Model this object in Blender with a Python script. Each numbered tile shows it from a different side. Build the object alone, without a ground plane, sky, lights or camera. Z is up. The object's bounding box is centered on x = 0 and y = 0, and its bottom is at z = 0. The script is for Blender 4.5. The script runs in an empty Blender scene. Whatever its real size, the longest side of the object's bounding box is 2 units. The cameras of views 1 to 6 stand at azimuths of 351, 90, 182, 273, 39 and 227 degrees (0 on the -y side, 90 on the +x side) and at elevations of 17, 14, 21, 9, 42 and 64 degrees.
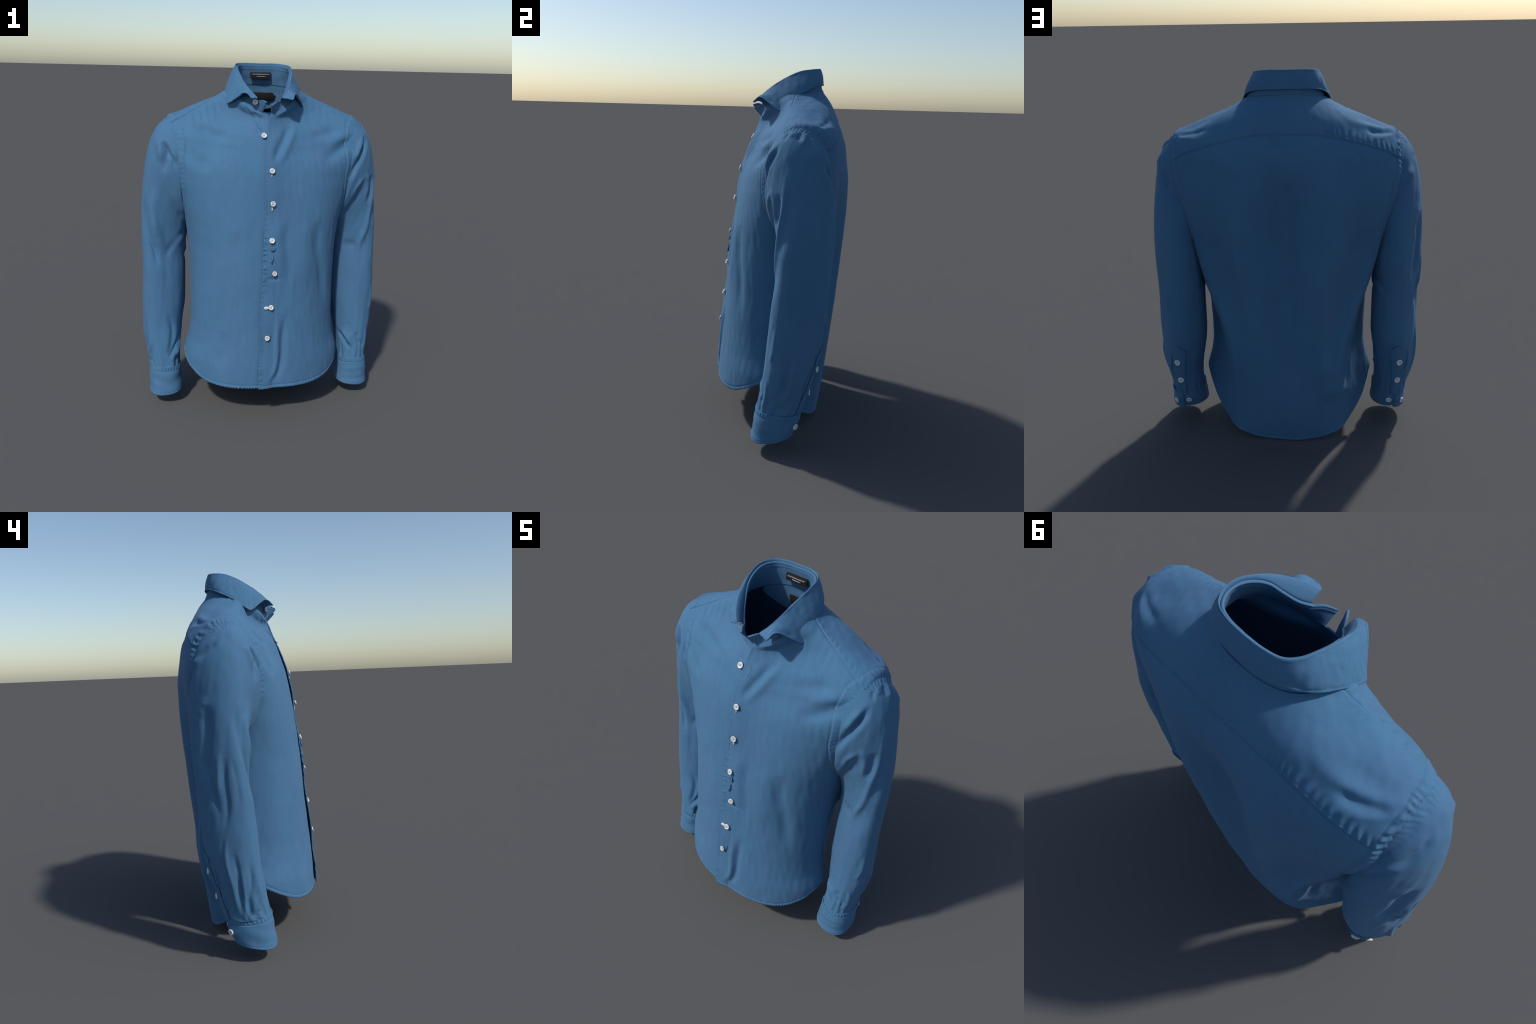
# A long-sleeved button-up shirt standing as if worn, built part by part.
import bpy, math
import numpy as np

RNG = np.random.default_rng(7)
TAU = 2 * math.pi

# ------------------------------------------------------------------ helpers
def pchip(xk, yk, x):
    """Monotone cubic interpolation of a profile given by a few control points."""
    xk, yk, x = np.asarray(xk, float), np.asarray(yk, float), np.asarray(x, float)
    h, d = np.diff(xk), np.diff(yk) / np.diff(xk)
    m = np.zeros_like(yk)
    m[0], m[-1] = d[0], d[-1]
    for i in range(1, len(yk) - 1):
        if d[i - 1] * d[i] > 0:
            w1, w2 = 2 * h[i] + h[i - 1], h[i] + 2 * h[i - 1]
            m[i] = (w1 + w2) / (w1 / d[i - 1] + w2 / d[i])
    x = np.clip(x, xk[0], xk[-1])
    i = np.clip(np.searchsorted(xk, x) - 1, 0, len(xk) - 2)
    t = (x - xk[i]) / h[i]
    a, b = 2 * t**3 - 3 * t**2 + 1, t**3 - 2 * t**2 + t
    c, e = -2 * t**3 + 3 * t**2, t**3 - t**2
    return a * yk[i] + b * h[i] * m[i] + c * yk[i + 1] + e * h[i] * m[i + 1]


def catmull(pts, n):
    """A smooth curve of n points through a few control points."""
    p = np.asarray(pts, float)
    p = np.vstack([2 * p[0] - p[1], p, 2 * p[-1] - p[-2]])
    seg = np.linspace(0, len(p) - 3 - 1e-9, n)
    i = seg.astype(int)
    t = (seg - i)[:, None]
    a, b, c, d = p[i], p[i + 1], p[i + 2], p[i + 3]
    return 0.5 * (2 * b + (c - a) * t + (2 * a - 5 * b + 4 * c - d) * t**2 + (3 * b - a - 3 * c + d) * t**3)


def even(curve, n):
    """The same curve with n points at even spacing."""
    s = np.r_[0, np.cumsum(np.linalg.norm(np.diff(curve, axis=0), axis=1))]
    q = np.linspace(0, s[-1], n)
    return np.stack([np.interp(q, s, curve[:, k]) for k in range(curve.shape[1])], 1)


def smooth(a, b, x):
    t = np.clip((x - a) / (b - a), 0, 1)
    return t * t * (3 - 2 * t)


def waves(p, freq, n=24, seed=0):
    """Smooth random relief in about -1..1: a sum of plane waves; freq is in cycles per metre along x, y, z."""
    r = np.random.default_rng(seed)
    k = r.normal(0, 1, (n, 3)) * np.asarray(freq) * TAU * 0.6
    ph = r.uniform(0, TAU, n)
    out = np.zeros(p.shape[:-1])
    for kk, f in zip(k, ph):
        out += np.cos(p @ kk + f)
    return out / math.sqrt(n)


def seg_dist(q, line):
    """Distance of 2D or 3D points q (N,k) from a polyline, and where along it (0..1)."""
    best = np.full(len(q), 1e9)
    at = np.zeros(len(q))
    side = np.zeros(len(q))
    n = len(line) - 1
    for i in range(n):
        a, b = line[i], line[i + 1]
        ab = b - a
        L = float(ab @ ab) + 1e-12
        t = np.clip(((q - a) @ ab) / L, 0, 1)
        off = q - (a + t[:, None] * ab)
        d = np.sqrt((off * off).sum(1))
        better = d < best
        best = np.where(better, d, best)
        at = np.where(better, (i + t) / n, at)
        if q.shape[1] == 2:
            cr = ab[0] * off[:, 1] - ab[1] * off[:, 0]
            side = np.where(better, np.sign(cr), side)
    return best, at, side


def fold(D, P, mask, axes, pts, width, height, skew=0.0):
    """Add a fold (height > 0) or a crease (height < 0) that runs along pts, seen along the axis left out."""
    q = P[..., axes].reshape(-1, len(axes))
    line = catmull(pts, 14)
    lo, hi = line.min(0) - 3 * width, line.max(0) + 3 * width
    ok = mask.reshape(-1) & ((q > lo) & (q < hi)).all(1)
    if not ok.any():
        return
    d, at, side = seg_dist(q[ok], line)
    taper = np.clip(np.sin(np.pi * np.clip(at, 0.02, 0.98)) * 1.3, 0, 1)
    w = width * (1 + skew * side)
    D.reshape(-1)[ok] += height * taper * np.exp(-(d / w) ** 2)


def grid_normals(P, wrap):
    if wrap:
        du = np.roll(P, -1, 1) - np.roll(P, 1, 1)
    else:
        du = np.gradient(P, axis=1)
    dv = np.gradient(P, axis=0)
    n = np.cross(du, dv)
    n /= np.linalg.norm(n, axis=-1, keepdims=True) + 1e-12
    return n


def vertex_normals(V, F):
    n = np.zeros_like(V)
    a, b, c, d = (V[F[:, k]] for k in range(4))
    fn = np.cross(c - a, d - b)
    for k in range(4):
        np.add.at(n, F[:, k], fn)
    return n / (np.linalg.norm(n, axis=1, keepdims=True) + 1e-12)


def shell(P, N, thick, wrap):
    """A sheet of cloth with thickness: outer grid, inner grid and the rims. Returns vertices, quads, and the grid cell of each quad."""
    r, c = P.shape[:2]
    V = np.vstack([P.reshape(-1, 3), (P - N * (thick if np.isscalar(thick) else thick[..., None])).reshape(-1, 3)])
    idx = np.arange(r * c).reshape(r, c)
    cols = np.arange(c if wrap else c - 1)
    nxt = (cols + 1) % c
    ii, jj = np.meshgrid(np.arange(r - 1), cols, indexing="ij")
    jn = np.broadcast_to(nxt, ii.shape)
    q = np.stack([idx[ii, jj], idx[ii, jn], idx[ii + 1, jn], idx[ii + 1, jj]], -1).reshape(-1, 4)
    cell = np.stack([ii, jj], -1).reshape(-1, 2)
    o = r * c
    faces, cells = [q, q[:, ::-1] + o], [cell, cell]
    for row, flip in ((0, True), (r - 1, False)):
        a, b = idx[row, cols], idx[row, nxt]
        e = np.stack([a, b, b + o, a + o], 1)
        faces.append(e[:, ::-1] if flip else e)
        cells.append(np.stack([np.full(len(cols), min(row, r - 2)), cols], 1))
    if not wrap:
        for col, flip in ((0, False), (c - 1, True)):
            a, b = idx[:-1, col], idx[1:, col]
            e = np.stack([a, b, b + o, a + o], 1)
            faces.append(e[:, ::-1] if flip else e)
            cells.append(np.stack([np.arange(r - 1), np.full(r - 1, min(col, c - 2))], 1))
    # rim edges run the other way round than the sheet's own edges
    F = np.vstack(faces)
    return V, F[:, ::1], np.vstack(cells)


def add_mesh(name, V, F, material, parent=None, normals=None, smooth_shade=True):
    me = bpy.data.meshes.new(name)
    me.from_pydata(V.tolist() if hasattr(V, "tolist") else V, [], F.tolist() if hasattr(F, "tolist") else F)
    me.polygons.foreach_set("use_smooth", [smooth_shade] * len(me.polygons))
    me.materials.append(material)
    me.update()
    if normals is not None:
        me.normals_split_custom_set_from_vertices(normals.tolist())
    ob = bpy.data.objects.new(name, me)
    bpy.context.scene.collection.objects.link(ob)
    if parent:
        ob.parent = parent
    return ob


def split_parts(V, F, labels, names, material, parent):
    """Cut one smooth sheet into named parts whose borders coincide, all with the whole sheet's normals."""
    N = vertex_normals(V, F)
    made = {}
    for k, name in enumerate(names):
        f = F[labels == k]
        if not len(f):
            continue
        used, inv = np.unique(f, return_inverse=True)
        made[k] = add_mesh(name, V[used], inv.reshape(-1, 4), material, parent, N[used])
    return made


# ---------------------------------------------------------------- materials
def chambray(name, dark, mid, light, grain=1.0):
    m = bpy.data.materials.new(name)
    m.use_nodes = True
    nt = m.node_tree
    N, L = nt.nodes, nt.links
    bs = N["Principled BSDF"]
    co = N.new("ShaderNodeTexCoord")

    def noise(scale, sx, sy, sz, detail=3.0, rough=0.55):
        mp = N.new("ShaderNodeMapping")
        mp.inputs["Scale"].default_value = (sx, sy, sz)
        L.new(co.outputs["Object"], mp.inputs["Vector"])
        n = N.new("ShaderNodeTexNoise")
        n.inputs["Scale"].default_value = scale
        n.inputs["Detail"].default_value = detail
        n.inputs["Roughness"].default_value = rough
        L.new(mp.outputs[0], n.inputs["Vector"])
        return n.outputs["Fac"]

    def mth(op, a, b=None, c=None):
        x = N.new("ShaderNodeMath")
        x.operation = op
        for i, v in enumerate((a, b, c)):
            if v is None:
                continue
            if isinstance(v, (int, float)):
                x.inputs[i].default_value = v
            else:
                L.new(v, x.inputs[i])
        return x.outputs[0]

    streak = noise(105, 1.0, 1.0, 0.05, 4, 0.65)      # warp threads, drawn out along z
    streak2 = noise(14, 1.0, 1.0, 0.12, 2, 0.5)      # broader slubs
    cloud = noise(3.2, 1.0, 1.0, 0.6, 2, 0.5)        # broad soft lighter and darker patches
    fleck = noise(420, 1.0, 1.0, 0.5, 2, 0.6)        # yarn grain
    f = mth("MULTIPLY_ADD", streak, 0.15, 0.100)
    f = mth("MULTIPLY_ADD", streak2, 0.05, f)
    f = mth("ADD", f, 0.015)
    f = mth("ADD", f, 0.085)
    f = mth("MULTIPLY_ADD", cloud, 0.18, f)
    f = mth("ADD", f, 0.035)
    f = mth("MULTIPLY_ADD", fleck, 0.25 * grain, f)
    ramp = N.new("ShaderNodeValToRGB")
    e = ramp.color_ramp.elements
    e[0].position, e[0].color = 0.36, (*dark, 1)
    e[1].position, e[1].color = 0.74, (*light, 1)
    x = e.new(0.55)
    x.color = (*mid, 1)
    L.new(f, ramp.inputs[0])
    hue = N.new("ShaderNodeMix")  # purplish shading of hollows and downward-facing cloth, tinted in as noise patches
    hue.data_type = "RGBA"
    hue.blend_type = "MULTIPLY"
    hue.inputs["B"].default_value = (1.07, 0.975, 1.0, 1)
    tint = N.new("ShaderNodeMapRange")
    tint.inputs["From Min"].default_value, tint.inputs["From Max"].default_value = 0.42, 0.6
    L.new(noise(5.5, 1.3, 1.0, 0.5, 2), tint.inputs["Value"])
    L.new(tint.outputs[0], hue.inputs["Factor"])
    L.new(ramp.outputs[0], hue.inputs["A"])
    L.new(hue.outputs["Result"], bs.inputs["Base Color"])
    bs.inputs["Roughness"].default_value = 0.85
    bs.inputs["Specular IOR Level"].default_value = 0.25
    bs.inputs["Sheen Weight"].default_value = 0.06
    bs.inputs["Sheen Roughness"].default_value = 0.5
    bs.inputs["Sheen Tint"].default_value = (0.6, 0.75, 1, 1)
    bump = N.new("ShaderNodeBump")
    bump.inputs["Strength"].default_value = 0.18
    bump.inputs["Distance"].default_value = 0.0015
    hsum = mth("ADD", mth("MULTIPLY", fleck, 0.6), mth("MULTIPLY", streak, 0.4))
    L.new(hsum, bump.inputs["Height"])
    L.new(bump.outputs[0], bs.inputs["Normal"])
    return m


def plain(name, col, rough=0.5, spec=0.5, noise_amt=0.0, scale=60):
    m = bpy.data.materials.new(name)
    m.use_nodes = True
    nt = m.node_tree
    bs = nt.nodes["Principled BSDF"]
    bs.inputs["Base Color"].default_value = (*col, 1)
    bs.inputs["Roughness"].default_value = rough
    bs.inputs["Specular IOR Level"].default_value = spec
    if noise_amt:
        co = nt.nodes.new("ShaderNodeTexCoord")
        n = nt.nodes.new("ShaderNodeTexNoise")
        n.inputs["Scale"].default_value = scale
        r = nt.nodes.new("ShaderNodeValToRGB")
        r.color_ramp.elements[0].position, r.color_ramp.elements[1].position = 0.35, 0.65
        r.color_ramp.elements[0].color = (*[c * (1 - noise_amt) for c in col], 1)
        r.color_ramp.elements[1].color = (*[min(1, c * (1 + noise_amt)) for c in col], 1)
        nt.links.new(co.outputs["Object"], n.inputs["Vector"])
        nt.links.new(n.outputs["Fac"], r.inputs[0])
        nt.links.new(r.outputs[0], bs.inputs["Base Color"])
    return m


CLOTH = chambray("blue_chambray", (0.042, 0.117, 0.216), (0.056, 0.152, 0.270), (0.078, 0.191, 0.320))
PEARL = plain("pearl_button", (0.62, 0.62, 0.60), 0.22, 0.6, 0.18, 120)
THREAD_PALE = plain("pale_thread", (0.55, 0.56, 0.56), 0.8, 0.2)
STITCH = plain("light_blue_thread", (0.09, 0.20, 0.33), 0.8, 0.2)
LABEL = plain("black_label", (0.012, 0.011, 0.011), 0.7, 0.2, 0.2, 200)
LETTER = plain("grey_lettering", (0.35, 0.35, 0.35), 0.7, 0.2)

# ------------------------------------------------------------------ the body
# Rings of the body from hem to neck. s: level; zf, zs, zb: height of the ring at the front, side and back;
# yf, yb: front and back of the ring; hf, hb: how far the cloth sags in between; xs: half width; ys: where the ring is widest; ef, eb: squareness front and back.
RINGS = np.array([
    # s     zf     zs     zb     yf      yb     xs     ys     ef    eb   hf     hb
    [-0.10, -0.10, -0.10, -0.10, -0.375, 0.230, 0.500, -0.02, 2.15, 1.95, 0.00, 0.0],
    [0.02, 0.02, 0.02, 0.02, -0.362, 0.265, 0.490, -0.02, 2.1, 1.95, 0.00, 0.0],
    [0.22, 0.22, 0.22, 0.22, -0.350, 0.300, 0.478, -0.02, 2.1, 1.95, 0.00, 0.0],
    [0.33, 0.33, 0.33, 0.33, -0.343, 0.322, 0.472, -0.02, 2.1, 1.95, 0.00, 0.0],
    [0.44, 0.44, 0.44, 0.44, -0.335, 0.334, 0.444, -0.02, 2.1, 1.95, 0.00, 0.0],
    [0.55, 0.55, 0.55, 0.55, -0.324, 0.345, 0.430, -0.02, 2.1, 1.95, 0.00, 0.0],
    [0.75, 0.75, 0.75, 0.75, -0.304, 0.366, 0.428, 0.00, 2.2, 2.0, 0.00, 0.005],
    [0.95, 0.95, 0.95, 0.95, -0.290, 0.378, 0.433, 0.02, 2.25, 2.05, 0.00, 0.01],
    [1.10, 1.10, 1.10, 1.10, -0.274, 0.382, 0.450, 0.04, 2.25, 2.1, 0.00, 0.015],
    [1.25, 1.25, 1.25, 1.25, -0.257, 0.381, 0.492, 0.06, 2.3, 2.2, 0.012, 0.015],
    [1.38, 1.37, 1.38, 1.38, -0.239, 0.375, 0.532, 0.08, 2.6, 2.4, 0.03, 0.01],
    [1.49, 1.47, 1.52, 1.50, -0.217, 0.360, 0.553, 0.095, 3.3, 2.6, 0.05, 0.005],
    [1.58, 1.545, 1.65, 1.60, -0.194, 0.343, 0.556, 0.10, 3.7, 2.5, 0.075, 0.0],
    [1.64, 1.585, 1.705, 1.655, -0.180, 0.330, 0.540, 0.10, 3.3, 2.3, 0.076, 0.0],
    [1.69, 1.622, 1.745, 1.715, -0.165, 0.310, 0.455, 0.095, 2.7, 2.2, 0.064, 0.0],
    [1.74, 1.663, 1.788, 1.785, -0.148, 0.283, 0.352, 0.085, 2.3, 2.25, 0.068, 0.0],
    [1.79, 1.705, 1.829, 1.845, -0.131, 0.248, 0.255, 0.075, 2.1, 2.25, 0.046, 0.0],
    [1.82, 1.730, 1.858, 1.872, -0.122, 0.227, 0.206, 0.072, 2.1, 2.3, 0.0, 0.0],
    [1.84, 1.745, 1.868, 1.890, -0.119, 0.220, 0.194, 0.070, 2.1, 2.3, 0.0, 0.0],
])
EDGE = ((0.18, -0.060), (0.42, -0.057), (0.63, -0.053), (0.72, -0.050), (0.86, -0.043), (1.0, -0.041), (1.13, -0.035),
        (1.27, -0.033), (1.49, -0.029), (1.58, -0.020), (1.66, -0.008), (1.72, 0.004), (1.75, 0.012))


# The back below the yoke: a hollow along the spine, shoulder blades, a soft corner down each side, and the flank behind the arm.
BACK = np.array([
    # s    spine y  blade x, y    corner x, y    flank x, y   slack
    [-0.10, 0.236, 0.150, 0.226, 0.295, 0.185, 0.360, 0.100, 0.000],
    [0.02, 0.266, 0.155, 0.258, 0.295, 0.206, 0.376, 0.108, 0.000],
    [0.22, 0.296, 0.165, 0.286, 0.29, 0.234, 0.392, 0.108, 0.008],
    [0.35, 0.300, 0.165, 0.3, 0.288, 0.258, 0.374, 0.110, 0.014],
    [0.57, 0.298, 0.165, 0.322, 0.302, 0.272, 0.352, 0.118, 0.018],
    [0.73, 0.294, 0.175, 0.337, 0.338, 0.256, 0.374, 0.115, 0.028],
    [0.95, 0.292, 0.19, 0.352, 0.408, 0.238, 0.430, 0.120, 0.036],
    [1.12, 0.294, 0.210, 0.362, 0.448, 0.240, 0.460, 0.128, 0.036],
    [1.27, 0.300, 0.212, 0.370, 0.478, 0.250, 0.494, 0.136, 0.018],
    [1.40, 0.316, 0.212, 0.371, 0.512, 0.254, 0.532, 0.155, 0.008],
    [1.52, 0.338, 0.200, 0.358, 0.540, 0.246, 0.556, 0.160, 0.000],
    [1.84, 0.346, 0.200, 0.354, 0.540, 0.235, 0.556, 0.160, 0.000],
])


def ring(col, s):
    return pchip(RINGS[:, 0], RINGS[:, col], s)


def back_section(w, s, xs, ys):
    """x, y of the back at w = 0 (spine) .. 1 (side), level s: a smooth curve through the places of BACK and the side."""
    c = [pchip(BACK[:, 0], BACK[:, i], s) for i in range(1, 9)]
    kx = np.stack([0 * s, c[1] * 0.5, c[1], 0.5 * (c[1] + c[3]), c[3], c[5], xs])
    ky = np.stack([c[0], c[0] * 0.45 + c[2] * 0.55, c[2], 0.5 * (c[2] + c[4]) + 0.012 - c[7], c[4], c[6], ys])
    kw = np.array([0, 0.16, 0.32, 0.48, 0.64, 0.80, 1.0])
    h = np.diff(kw)
    i = np.clip(np.searchsorted(kw, w.ravel()) - 1, 0, 5).reshape(w.shape)
    out = []
    for k in (kx, ky):
        d = np.diff(k, axis=0) / h.reshape(-1, *([1] * s.ndim))
        m = np.zeros_like(k)
        m[0] = 0 if k is ky else d[0]
        m[-1] = d[-1] if k is ky else 0
        for q in range(1, 6):
            m[q] = (d[q - 1] * h[q] + d[q] * h[q - 1]) / (h[q - 1] + h[q])
        g = lambda a, j: np.take_along_axis(a, j[None], 0)[0]
        t = (w - kw[i]) / h[i]
        out.append((2 * t**3 - 3 * t**2 + 1) * g(k, i) + (t**3 - 2 * t**2 + t) * h[i] * g(m, i)
                   + (-2 * t**3 + 3 * t**2) * g(k, i + 1) + (t**3 - t**2) * h[i] * g(m, i + 1))
    return out


def body(phi, s):
    """Point of the body at angle phi (0 front, quarter turn = wearer's left, +x) and level s."""
    zf, zs, zb, yf, yb, xs, ys, ef, eb, hf, hb = (ring(i, s) for i in range(1, 12))
    c, sn = np.cos(phi), np.sin(phi)
    front = c > 0
    e = np.where(front, ef, eb)
    b = np.where(front, ys - yf, yb - ys)
    k = (np.abs(c) ** e + np.abs(sn) ** e) ** (-1 / e)
    z = zs + np.where(front, zf - zs, zb - zs) * c * c
    w = np.abs(sn) ** 1.5                                   # the cloth sags inward between the middle and the flank
    y = ys - b * c * k + np.where(front, hf, -hb) * 4 * w * (1 - w)
    x = xs * sn * k
    w = 1 - np.abs(np.arcsin(np.clip(c, -1, 1))) / (math.pi / 2)          # 0 at the spine, 1 at the side
    bx, by = back_section(w, s * np.ones_like(phi), xs * np.ones_like(phi), ys * np.ones_like(phi))
    low = np.where(front, 0.0, 1 - smooth(1.46, 1.64, s))
    x = x * (1 - low) + low * np.sign(sn) * bx
    y = y * (1 - low) + low * (by - 0.006 * np.tanh(bx * np.sign(sn) / 0.05))
    return np.stack([x, y, z], -1)


# Hem height by angle from the front (degrees, 0 front, 180 back): long tails, high at the side seams.
HEM = ((0, 0.208), (25, 0.205), (45, 0.219), (62, 0.262), (78, 0.312), (88, 0.338), (93, 0.322), (99, 0.255), (106, 0.150), (113, 0.092),
       (122, 0.050), (135, 0.036), (148, 0.022), (165, 0.009), (180, 0.006))


def hem_level(phi):
    a = np.abs((np.degrees(phi) + 180) % 360 - 180)
    return pchip([h[0] for h in HEM], [h[1] for h in HEM], a)


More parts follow.
